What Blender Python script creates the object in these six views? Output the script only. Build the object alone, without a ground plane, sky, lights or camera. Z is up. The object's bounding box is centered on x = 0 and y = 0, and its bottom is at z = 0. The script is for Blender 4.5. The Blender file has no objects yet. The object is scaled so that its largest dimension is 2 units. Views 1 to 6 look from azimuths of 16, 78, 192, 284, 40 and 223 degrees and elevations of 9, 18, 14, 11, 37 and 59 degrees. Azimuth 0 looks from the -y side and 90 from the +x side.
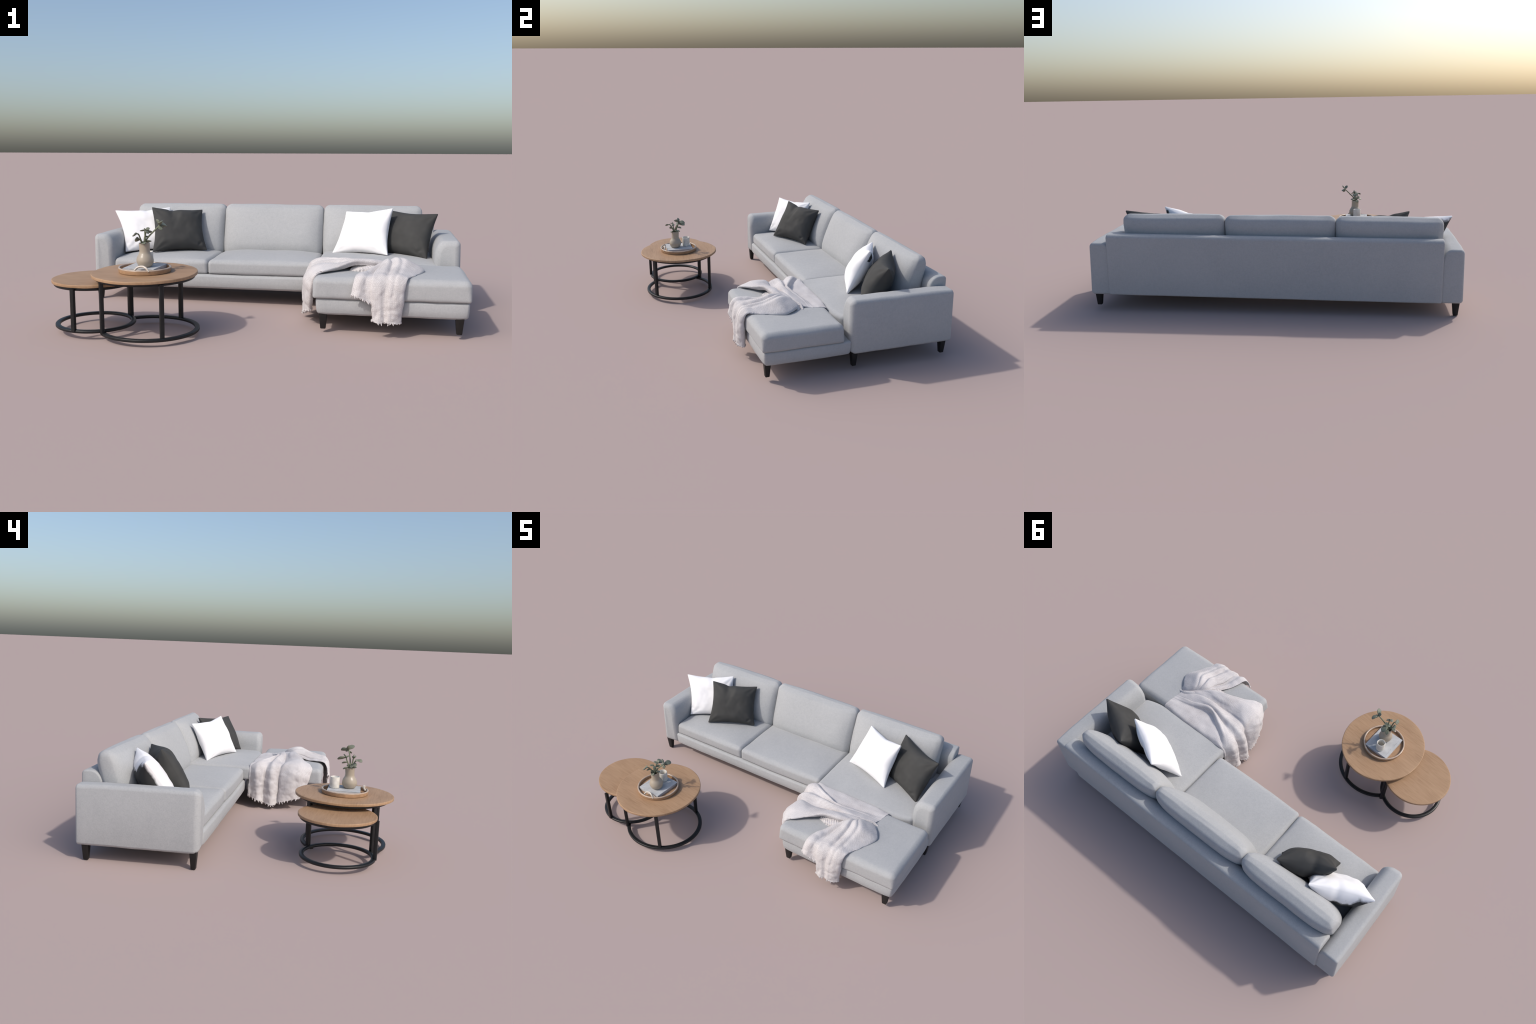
"""Grey corner sofa with chaise, four scatter cushions, a knitted throw and a pair of
nesting coffee tables carrying a tray, book, vase with a succulent sprig and a mug."""
import bpy, math
import numpy as np
from mathutils import Matrix, Vector, noise as mnoise

RNG = np.random.default_rng(7)
TAU = 2 * math.pi

# ---------------------------------------------------------------- object helpers


def build_mesh(name, verts, faces, mat, smooth=True, angle=None):
    me = bpy.data.meshes.new(name)
    me.from_pydata([tuple(v) for v in np.asarray(verts, float)], [], [tuple(int(i) for i in f) for f in faces])
    me.validate()
    if smooth:
        me.polygons.foreach_set("use_smooth", [True] * len(me.polygons))
        if angle:
            me.set_sharp_from_angle(angle=math.radians(angle))
    me.materials.append(mat)
    me.update()
    return me


def add_object(name, data, parent=None, loc=(0, 0, 0), matrix=None):
    ob = bpy.data.objects.new(name, data)
    bpy.context.scene.collection.objects.link(ob)
    if parent is not None:
        ob.parent = parent
    if matrix is not None:
        ob.matrix_basis = matrix
    else:
        ob.location = loc
    return ob


def top_level(name, label, category, matrix=None, loc=(0, 0, 0), data=None):
    ob = add_object(name, data, None, loc, matrix)
    ob["label"], ob["category"] = label, category
    return ob


def part(name, verts, faces, mat, parent, smooth=True, angle=None, origin=None):
    """A mesh part whose origin sits at the centre of its bottom (parent space)."""
    v = np.asarray(verts, float)
    if origin is None:
        origin = np.array([(v[:, 0].min() + v[:, 0].max()) / 2, (v[:, 1].min() + v[:, 1].max()) / 2, v[:, 2].min()])
    return add_object(name, build_mesh(name, v - origin, faces, mat, smooth, angle), parent, tuple(origin))


# ---------------------------------------------------------------- geometry helpers


def fbm(v, scale, seed=0.0, octaves=3):
    out = np.empty(len(v))
    off = Vector((seed * 3.17, seed * 1.31 + 5, seed * 7.7))
    for i, p in enumerate(v):
        out[i] = mnoise.fractal(Vector(p) * scale + off, 1.0, 2.0, octaves)
    return out


def axis_samples(half, r, cell, k=4):
    """Sample positions along an edge: tight inside the rounded ends, even between."""
    r = min(r, half * 0.98)
    arc = half - r + r * np.tan(np.linspace(0, math.pi / 4, k + 1))[1:]
    flat = 2 * (half - r)
    n = max(2, int(round(flat / cell)))
    mid = np.linspace(-(half - r), half - r, n + 1)
    return np.concatenate([-arc[::-1], mid, arc])


def soft_box(lo, hi, r, cell=0.025, puff=(0, 0, 0, 0, 0, 0), warp=None, wobble=0.0, wob_scale=9.0, seed=0, foot=None):
    """Upholstered block: rounded box whose faces (-x,+x,-y,+y,-z,+z) puff outward."""
    lo, hi = np.array(lo, float), np.array(hi, float)
    c, h = (lo + hi) / 2, (hi - lo) / 2
    rr = np.minimum(np.broadcast_to(np.array(r, float), (3,)), h * 0.98)
    ax = [axis_samples(h[i], rr[i], cell) for i in range(3)]
    n = [len(a) - 1 for a in ax]
    index, verts, faces = {}, [], []

    def vid(i, j, k):
        key = (i, j, k)
        if key not in index:
            index[key] = len(verts)
            verts.append((ax[0][i], ax[1][j], ax[2][k]))
        return index[key]

    for a, b, fixed in ((1, 2, 0), (0, 2, 1), (0, 1, 2)):
        for side in (0, n[fixed]):
            for i in range(n[a]):
                for j in range(n[b]):
                    quad = []
                    for di, dj in ((0, 0), (1, 0), (1, 1), (0, 1)):
                        key = [0, 0, 0]
                        key[a], key[b], key[fixed] = i + di, j + dj, side
                        quad.append(vid(*key))
                    flip = (side == 0) ^ (fixed == 1)
                    faces.append(quad[::-1] if flip else quad)
    p = np.array(verts)
    if foot is not None:  # tighter rounding along the bottom edges than along the top
        k = np.clip(p[:, 2:3] / h[2] * 0.5 + 0.5, 0, 1)
        k = k * k * (3 - 2 * k)
        rr = foot * (1 - k) + rr * k
    inner = np.clip(p, -(h - rr), h - rr)
    d = (p - inner) / rr
    ln = np.linalg.norm(d, axis=1, keepdims=True)
    ln[ln == 0] = 1
    p = inner + d / ln * rr
    q = p / h
    for f in range(6):
        if puff[f] == 0:
            continue
        axis, sgn = f // 2, (-1, 1)[f % 2]
        o = [i for i in range(3) if i != axis]
        prof = (1 - np.abs(q[:, o[0]]) ** 3.4).clip(0) * (1 - np.abs(q[:, o[1]]) ** 3.4).clip(0)
        p[:, axis] += sgn * puff[f] * prof * np.clip(sgn * q[:, axis], 0, 1)
    if wobble:
        nd = d / ln
        p += nd * (fbm(p + c, wob_scale, seed) * wobble)[:, None]
    if warp is not None:
        p = warp(p, h)
    return p + c, faces


def rounded_section(x0, x1, y0, y1, radii, steps=7):
    """Closed outline of a rectangle; radii = (rx, ry) at (x0y0, x1y0, x1y1, x0y1)."""
    corners = [(x0, y0, 1, 1, math.pi), (x1, y0, -1, 1, 1.5 * math.pi), (x1, y1, -1, -1, 0), (x0, y1, 1, -1, 0.5 * math.pi)]
    pts = []
    for (x, y, sx, sy, a0), (rx, ry) in zip(corners, radii):
        for k in range(steps + 1):
            a = a0 + k / steps * math.pi / 2
            pts.append((x + sx * rx + rx * math.cos(a), y + sy * ry + ry * math.sin(a)))
    return np.array(pts)


def loft(rings, cap=True):
    """Skin a list of equally long closed rings of 3D points; end caps are fans."""
    m = len(rings[0])
    verts = np.concatenate(rings)
    faces = []
    for i in range(len(rings) - 1):
        for j in range(m):
            k = (j + 1) % m
            faces.append((i * m + j, i * m + k, (i + 1) * m + k, (i + 1) * m + j))
    if cap:
        for ring, rev in ((0, True), (len(rings) - 1, False)):
            c = len(verts)
            verts = np.vstack([verts, rings[ring].mean(0)])
            for j in range(m):
                a, b = ring * m + j, ring * m + (j + 1) % m
                faces.append((b, a, c) if rev else (a, b, c))
    return verts, faces


def bolster(section, span, r0, r1, place, steps=5, between=12, bow0=0.0, bow1=0.0):
    """Extrude section(inset) along span with rounded-over ends; place(xy, t) -> xyz."""
    a, b = span
    rings = []
    for k in range(steps + 1):
        t = k / steps * math.pi / 2
        rings.append(place(section(r0 * (1 - math.sin(t))), a + r0 * (1 - math.cos(t))))
    for t in np.linspace(a + r0, b - r1, between + 1)[1:-1]:
        rings.append(place(section(0), t))
    for k in range(steps + 1):
        t = k / steps * math.pi / 2
        rings.append(place(section(r1 * (1 - math.cos(t))), b - r1 + r1 * math.sin(t)))
    return loft(rings)


def revolve(profile, centre, segs=64, close=False):
    prof = np.array(profile, float)
    ang = np.linspace(0, TAU, segs, endpoint=False)
    verts = np.array([[centre[0] + r * math.cos(a), centre[1] + r * math.sin(a), centre[2] + z] for r, z in prof for a in ang])
    faces, m = [], len(prof)
    for i in range(m if close else m - 1):
        for j in range(segs):
            k, i2 = (j + 1) % segs, (i + 1) % m
            faces.append((i * segs + j, i * segs + k, i2 * segs + k, i2 * segs + j))
    if not close:
        for i, rev in ((0, True), (m - 1, False)):
            if prof[i, 0] > 1e-6:
                ring = [i * segs + j for j in range(segs)]
                faces.append(tuple(ring[::-1] if rev else ring))
    return verts, faces


def catmull(points, n):
    """Catmull-Rom through points (m, d) resampled to n values."""
    P = np.asarray(points, float)
    P = np.concatenate([[2 * P[0] - P[1]], P, [2 * P[-1] - P[-2]]])
    m = len(P) - 3
    u = np.linspace(0, m, n)
    i = np.minimum(u.astype(int), m - 1)
    t = (u - i).reshape((-1,) + (1,) * (P.ndim - 1))
    a, b, c, d = P[i], P[i + 1], P[i + 2], P[i + 3]
    return 0.5 * (2 * b + (c - a) * t + (2 * a - 5 * b + 4 * c - d) * t**2 + (3 * b - a - 3 * c + d) * t**3)


def tube(path, radii, segs=8):
    path = np.asarray(path, float)
    tan = np.gradient(path, axis=0)
    tan /= np.linalg.norm(tan, axis=1, keepdims=True) + 1e-12
    up = np.array([0.31, 0.17, 0.93])
    rings = []
    for p, t, r in zip(path, tan, radii):
        s = np.cross(t, up)
        s /= np.linalg.norm(s) + 1e-9
        w = np.cross(t, s)
        a = np.linspace(0, TAU, segs, endpoint=False)[:, None]
        rings.append(p + r * (np.cos(a) * s + np.sin(a) * w))
    v, f = loft(rings)
    return v, [tuple(reversed(q)) for q in f]


def join(pieces):
    V, F, n = [], [], 0
    for v, f in pieces:
        V.append(np.asarray(v))
        F += [tuple(i + n for i in q) for q in f]
        n += len(v)
    return np.concatenate(V), F


# ---------------------------------------------------------------- materials


class Nodes:
    def __init__(self, name, rough=0.8, spec=0.3):
        self.mat = bpy.data.materials.new(name)
        self.mat.use_nodes = True
        self.t = self.mat.node_tree
        self.b = self.t.nodes["Principled BSDF"]
        self.b.inputs["Roughness"].default_value = rough
        self.b.inputs["Specular IOR Level"].default_value = spec
        self.coord = self.t.nodes.new("ShaderNodeTexCoord").outputs["Object"]

    def link(self, a, b):
        self.t.links.new(a, b)

    def mapping(self, scale=(1, 1, 1), rot=(0, 0, 0), loc=(0, 0, 0)):
        n = self.t.nodes.new("ShaderNodeMapping")
        n.inputs["Scale"].default_value, n.inputs["Rotation"].default_value, n.inputs["Location"].default_value = scale, rot, loc
        self.link(self.coord, n.inputs["Vector"])
        return n.outputs["Vector"]

    def noise(self, scale, detail=4, rough=0.55, vec=None, dist=0.0):
        n = self.t.nodes.new("ShaderNodeTexNoise")
        n.inputs["Scale"].default_value, n.inputs["Detail"].default_value = scale, detail
        n.inputs["Roughness"].default_value, n.inputs["Distortion"].default_value = rough, dist
        self.link(vec if vec is not None else self.coord, n.inputs["Vector"])
        return n.outputs["Fac"]

    def ramp(self, fac, stops):
        n = self.t.nodes.new("ShaderNodeValToRGB")
        e = n.color_ramp.elements
        while len(e) < len(stops):
            e.new(0.5)
        for el, (p, c) in zip(e, stops):
            el.position, el.color = p, (c if len(c) == 4 else (*c, 1))
        self.link(fac, n.inputs["Fac"])
        return n.outputs["Color"]

    def math(self, op, a, b=None, clamp=False):
        n = self.t.nodes.new("ShaderNodeMath")
        n.operation, n.use_clamp = op, clamp
        for s, x in zip(n.inputs, (a, b)):
            if x is None:
                continue
            if isinstance(x, (int, float)):
                s.default_value = x
            else:
                self.link(x, s)
        return n.outputs[0]

    def mix(self, fac, a, b, mode="MIX"):
        n = self.t.nodes.new("ShaderNodeMix")
        n.data_type, n.blend_type = "RGBA", mode
        for s, x in ((n.inputs["Factor"], fac), (n.inputs["A"], a), (n.inputs["B"], b)):
            if isinstance(x, (int, float)):
                s.default_value = x
            elif isinstance(x, tuple):
                s.default_value = (*x, 1) if len(x) == 3 else x
            else:
                self.link(x, s)
        return n.outputs["Result"]

    def axis(self, i):
        n = self.t.nodes.new("ShaderNodeSeparateXYZ")
        self.link(self.coord, n.inputs[0])
        return n.outputs[i]

    def bump(self, height, strength=0.2, dist=0.002):
        n = self.t.nodes.new("ShaderNodeBump")
        n.inputs["Strength"].default_value, n.inputs["Distance"].default_value = strength, dist
        self.link(height, n.inputs["Height"])
        self.link(n.outputs["Normal"], self.b.inputs["Normal"])

    def colour(self, c):
        if isinstance(c, tuple):
            self.b.inputs["Base Color"].default_value = (*c, 1)
        else:
            self.link(c, self.b.inputs["Base Color"])
        return self.mat


def fabric_grey(name="grey_upholstery"):
    m = Nodes(name, 0.88, 0.2)
    fine = m.noise(170, 3, 0.7)
    mid = m.noise(60, 4, 0.6)
    big = m.noise(5, 3, 0.5)
    mix = m.math("ADD", m.math("MULTIPLY", fine, 0.5), m.math("ADD", m.math("MULTIPLY", mid, 0.28), m.math("MULTIPLY", big, 0.22)))
    c = m.ramp(mix, [(0.32, (0.345, 0.351, 0.360)), (0.5, (0.390, 0.396, 0.402)), (0.68, (0.430, 0.434, 0.438))])
    m.b.inputs["Sheen Weight"].default_value = 0.1
    m.b.inputs["Sheen Roughness"].default_value = 0.5
    m.bump(m.math("ADD", fine, m.math("MULTIPLY", mid, 0.5)), 0.3, 0.0014)
    return m.colour(c)


def fabric_plain(name, lo, hi, rough=0.8, sheen=0.0):
    m = Nodes(name, rough, 0.25)
    n = m.noise(14, 4, 0.55)
    c = m.ramp(n, [(0.3, lo), (0.7, hi)])
    m.b.inputs["Sheen Weight"].default_value = sheen
    m.bump(m.noise(260, 2), 0.12, 0.001)
    return m.colour(c)


def fabric_white_bake_fault(name, split, slant=0.0, corner=None):
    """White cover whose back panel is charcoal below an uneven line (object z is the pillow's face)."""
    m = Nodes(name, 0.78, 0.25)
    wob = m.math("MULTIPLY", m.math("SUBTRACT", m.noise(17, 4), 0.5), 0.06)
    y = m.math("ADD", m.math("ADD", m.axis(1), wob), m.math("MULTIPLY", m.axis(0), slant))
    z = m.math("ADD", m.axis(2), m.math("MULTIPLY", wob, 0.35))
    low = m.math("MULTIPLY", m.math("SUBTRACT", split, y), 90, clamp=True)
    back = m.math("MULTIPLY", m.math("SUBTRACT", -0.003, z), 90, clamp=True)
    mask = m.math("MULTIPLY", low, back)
    if corner:  # the same bake fault, painted as a small spot behind one corner tip
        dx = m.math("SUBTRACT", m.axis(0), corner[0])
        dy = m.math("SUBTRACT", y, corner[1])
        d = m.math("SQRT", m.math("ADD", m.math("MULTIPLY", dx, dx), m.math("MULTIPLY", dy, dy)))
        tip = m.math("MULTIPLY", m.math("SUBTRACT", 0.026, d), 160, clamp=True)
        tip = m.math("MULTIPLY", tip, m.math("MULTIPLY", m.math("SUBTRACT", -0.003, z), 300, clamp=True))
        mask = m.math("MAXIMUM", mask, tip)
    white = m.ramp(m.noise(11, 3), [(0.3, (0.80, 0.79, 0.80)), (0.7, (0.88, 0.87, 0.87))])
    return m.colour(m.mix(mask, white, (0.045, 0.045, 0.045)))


def wood_oak(name="oak_veneer"):
    m = Nodes(name, 0.5, 0.35)
    grain_vec = m.mapping((6, 70, 20), rot=(0, 0, math.radians(-14)))
    grain = m.noise(2.2, 6, 0.62, grain_vec, 0.6)
    broad = m.noise(1.0, 3, 0.5, m.mapping((5, 12, 5), rot=(0, 0, math.radians(-14))), 0.5)
    fac = m.math("ADD", m.math("MULTIPLY", grain, 0.6), m.math("MULTIPLY", broad, 0.4))
    c = m.ramp(fac, [(0.3, (0.280, 0.165, 0.088)), (0.48, (0.372, 0.230, 0.131)), (0.7, (0.435, 0.278, 0.165))])
    m.bump(m.math("ADD", grain, m.math("MULTIPLY", m.noise(9, 1), 1.5)), 0.3, 0.0015)
    return m.colour(c)


def plain(name, col, rough=0.5, spec=0.4, metallic=0.0, vary=0.12, scale=25):
    m = Nodes(name, rough, spec)
    m.b.inputs["Metallic"].default_value = metallic
    lo, hi = tuple(x * (1 - vary) for x in col), tuple(min(1, x * (1 + vary)) for x in col)
    return m.colour(m.ramp(m.noise(scale, 4), [(0.3, lo), (0.7, hi)]))


def knit(name="knitted_wool"):
    """Pale wool: an open basket weave, its gaps darker, plus soft tonal drift."""
    m = Nodes(name, 0.92, 0.15)
    k = TAU / 0.0072
    warp = m.noise(40, 2)
    sn = [m.math("SINE", m.math("ADD", m.math("MULTIPLY", m.axis(i), k), m.math("MULTIPLY", warp, 3.0))) for i in range(3)]
    prod = m.math("ADD", m.math("MULTIPLY", sn[0], sn[1]), m.math("ADD", m.math("MULTIPLY", sn[1], sn[2]), m.math("MULTIPLY", sn[0], sn[2])))
    n = m.math("ADD", m.math("MULTIPLY", m.noise(300, 3, 0.7), 0.55), m.math("MULTIPLY", m.noise(10, 3), 0.45))
    n = m.math("ADD", n, m.math("MULTIPLY", prod, 0.055))
    c = m.ramp(n, [(0.34, (0.44, 0.412, 0.412)), (0.5, (0.565, 0.538, 0.535)), (0.66, (0.655, 0.628, 0.625))])
    m.b.inputs["Sheen Weight"].default_value = 0.12
    m.bump(m.noise(420, 2), 0.3, 0.001)
    return m.colour(c)


def leaf_mat():
    m = Nodes("succulent_leaf", 0.5, 0.35)
    c = m.ramp(m.noise(60, 3), [(0.3, (0.098, 0.110, 0.080)), (0.52, (0.160, 0.173, 0.128)), (0.72, (0.27, 0.283, 0.215))])
    return m.colour(c)


GREY = fabric_grey()
BLACK_CLOTH = fabric_plain("charcoal_cover", (0.042, 0.042, 0.041), (0.055, 0.055, 0.053), 0.75)
LEG_MAT = plain("dark_stained_leg", (0.014, 0.013, 0.013), 0.5, 0.3)
METAL = plain("black_steel", (0.0085, 0.009, 0.0098), 0.42, 0.4, 0.0, 0.25, 18)
WOOD = wood_oak()
KNIT = knit()

# ---------------------------------------------------------------- sofa

YAW, TILT = math.radians(5.4), 0.009
SOFA_M = Matrix.Translation((0, 0, 0.93 * TILT)) @ Matrix.Rotation(YAW, 4, "Z") @ Matrix.Rotation(-TILT, 4, "Y")
sofa = top_level("corner_sofa", "grey fabric corner sofa with chaise and dark tapered legs", "sofa", SOFA_M)


def armrest(outer, inner, v0, v1, z0, z1):
    """Arm with an upright outer face and a broad roll on its inner top edge."""
    sgn = 1 if inner > outer else -1

    def section(i):
        a, b = sorted((outer + sgn * i, inner - sgn * i))
        tight, roll, bot = (0.017, 0.019), (0.05, 0.080), (0.016, 0.016)
        tl, tr = (tight, roll) if sgn > 0 else (roll, tight)
        shr = lambda r: (max(r[0] - i * 0.5, 0.002), max(r[1] - i * 0.5, 0.002))
        return rounded_section(a, b, z0 + i, z1 - i, [shr(bot), shr(bot), shr(tr), shr(tl)])

    def place(xy, v):
        x, z = xy[:, 0].copy(), xy[:, 1]
        h = np.clip((z - z0) / (z1 - z0), 0, 1)
        w = 1 - np.clip((v - v0) / 0.12, 0, 1)
        w = w * w * (3 - 2 * w)
        bulge = 0.014 * np.sin(math.pi * np.clip(h, 0, 1)) * w
        edge = (x - outer) / (inner - outer)
        x += -sgn * (0.006 * (1 - h) + 0.020 * np.sin(math.pi * h) * np.sin(math.pi * np.clip((v - v0) / (v1 - v0), 0, 1)) ** 0.22) * (1 - edge)
        bow = 0.010 * w * np.clip(edge, 0, 1) ** 2
        sag = -0.006 * max(0, (v - (v1 - 0.12)) / 0.12) * h
        return np.stack([x, v - bulge + bow, z + sag], 1)

    v, f = bolster(section, (v0, v1), 0.028, 0.013, place, 8, 24)
    return v, (f if True else f)


def oriented(v, f):
    """Flip all faces if the closed mesh has negative volume."""
    v = np.asarray(v)
    vol = 0.0
    for q in f:
        a = v[q[0]]
        for i in range(1, len(q) - 1):
            vol += np.dot(a, np.cross(v[q[i]], v[q[i + 1]]))
    return v, (f if vol > 0 else [tuple(reversed(q)) for q in f])


for outer, inner, v0 in ((-0.9385, -0.832, 0.121), (0.967, 0.848, 0.116)):
    v, f = oriented(*armrest(outer, inner, v0, 0.683 if outer < 0 else 0.678, 0.071, 0.3525))
    v = v + np.stack([fbm(v, 7, 2), fbm(v, 7, 3), fbm(v, 9, 4)], 1) * 0.0016
    part("armrest", v, f, GREY, sofa, angle=70)


def back_section(i):
    return rounded_section(0.594 + i, 0.692 - i, 0.072 + i, 0.3935 - i, [(0.008, 0.008), (0.008, 0.008), (0.022 - i, 0.020 - i), (0.056 - i, 0.064 - i)])


v, f = bolster(back_section, (-0.842, 0.875), 0.009, 0.009, lambda xy, u: np.stack([np.full(len(xy), u), xy[:, 0] + (-0.006) * (u + 0.84) / 1.7, xy[:, 1]], 1), 4, 60)
v, f = oriented(v, f)
v = v + np.stack([0 * v[:, 0], fbm(v, 5, 8) * 0.0014, fbm(v, 5, 9) * 0.001], 1)
part("back_frame", v, f, GREY, sofa, angle=70)

v, f = soft_box((-0.842, 0.124, 0.0715), (0.318, 0.20, 0.149), 0.014, 0.03, puff=(0, 0, 0.006, 0, 0, 0), wobble=0.0015, seed=11, foot=0.022)
part("seat_rail", v, f, GREY, sofa)
v, f = soft_box((-0.84, 0.19, 0.078), (0.866, 0.60, 0.152), 0.008, 0.12)
part("seat_deck", v, f, GREY, sofa)
v, f = soft_box((0.311, -0.329, 0.0685), (0.968, 0.121, 0.1455), 0.012, 0.03, puff=(0.003, 0.003, 0.005, 0, 0, 0), wobble=0.0015, seed=12, foot=0.024)
part("chaise_base", v, f, GREY, sofa)


def swept_corner(p, h):
    s = np.clip((p[:, 0] - (h[0] - 0.15)) / 0.15, 0, 1) ** 2
    p[:, 1] += 0.035 * s * np.clip(-p[:, 1] / h[1], 0, 1)
    return p


def seat_cushion(lo, hi, dome, seed, front=0.006, r=(0.021, 0.023, 0.022), warp=None):
    return soft_box(lo, hi, r, 0.02, puff=(0.002, 0.002, front, 0, 0, dome), wobble=0.0026, wob_scale=7, seed=seed, foot=0.012, warp=warp)


part("seat_cushion", *seat_cushion((-0.834, 0.134, 0.150), (-0.311, 0.585, 0.2215), 0.020, 21), GREY, sofa)
part("seat_cushion", *seat_cushion((-0.308, 0.130, 0.150), (0.264, 0.585, 0.2235), 0.019, 22), GREY, sofa)
part("seat_cushion", *seat_cushion((0.267, 0.080, 0.153), (0.866, 0.585, 0.2330), 0.022, 23, 0.001, (0.024, 0.026, 0.022), swept_corner), GREY, sofa)
v, f = soft_box((0.297, -0.340, 0.1455), (0.974, 0.079, 0.240), (0.028, 0.031, 0.029), 0.018, puff=(0.002, 0.003, 0.004, 0, 0, 0.007), wobble=0.0026, wob_scale=7, seed=24, foot=0.010)
part("chaise_cushion", v, f, GREY, sofa)


def back_cushion(u0, u1, seed, rear_fill=0.0, bow=0.0):
    """Leaning feather cushion: thick belly low down, plumper in mid span, slim at the ends."""
    cu, hu = (u0 + u1) / 2, (u1 - u0) / 2
    zs = [0.0, 0.10, 0.25, 0.45, 0.65, 0.82, 0.94, 1.0]
    front = [0.464, 0.445, 0.437, 0.451, 0.477, 0.503, 0.529, 0.556]
    rear = [0.592, 0.600, 0.603, 0.610, 0.624, 0.630, 0.618, 0.592]
    efront = [0.474, 0.464, 0.474, 0.494, 0.513, 0.531, 0.548, 0.566]
    erear = [0.580, 0.583, 0.586, 0.592, 0.602, 0.610, 0.603, 0.590]

    def warp(p, h):
        q = p / h
        t = (q[:, 2] + 1) / 2
        e = np.clip(np.abs(q[:, 0]), 0, 1) ** 5.5
        vf = (np.interp(t, zs, front) - bow * np.sin(math.pi * np.clip(t * 1.6, 0, 1))) * (1 - e) + np.interp(t, zs, efront) * e
        vr = np.interp(t, zs, rear) * (1 - e) + np.interp(t, zs, erear) * e
        y = vf + (vr - vf) * (q[:, 1] + 1) / 2
        vr = vr + rear_fill * np.clip(t - 0.2, 0, 0.5) * 2
        y = vf + (vr - vf) * (q[:, 1] + 1) / 2
        narrow = 1 - 0.03 * np.abs(q[:, 1]) ** 3 - 0.05 * np.clip(0.25 - t, 0, 1) - 0.035 * np.clip((t - 0.86) / 0.14, 0, 1) ** 2
        z = p[:, 2] + 0.002 * np.cos(q[:, 0] * 2.2 + seed) * t
        return np.stack([p[:, 0] * narrow, y, z], 1)

    v, f = soft_box((-hu, -0.075, 0.200), (hu, 0.075, 0.4875), (0.024, 0.034, 0.028), 0.02, wobble=0.0022, wob_scale=7, seed=seed, warp=warp)
    v[:, 0] += cu
    return v, f


part("back_cushion", *back_cushion(-0.845, -0.306, 31, 0.010), GREY, sofa)
part("back_cushion", *back_cushion(-0.309, 0.266, 32, 0.003, 0.003), GREY, sofa)
part("back_cushion", *back_cushion(0.263, 0.806, 33), GREY, sofa)

# legs: square, tapering downward, slightly chamfered
LEG_H = 0.082


def leg_mesh():
    rings = []
    for z, wx, wy in ((0.0, 0.011, 0.010), (0.002, 0.012, 0.011), (LEG_H, 0.0195, 0.0165)):
        o = rounded_section(-wx, wx, -wy, wy, [(0.003, 0.003)] * 4, 2)
        rings.append(np.column_stack([o, np.full(len(o), z)]))
    return build_mesh("leg", *oriented(*loft(rings)), LEG_MAT, True, 40)


LEG = leg_mesh()
for u, v_ in ((-0.920, 0.146), (-0.916, 0.642), (0.946, 0.636), (0.946, 0.140), (0.929, -0.305), (0.343, -0.303)):
    add_object("leg", LEG, sofa, (u, v_, 0.0 if u < 0 else 0.004))

# ---------------------------------------------------------------- scatter cushions


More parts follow.
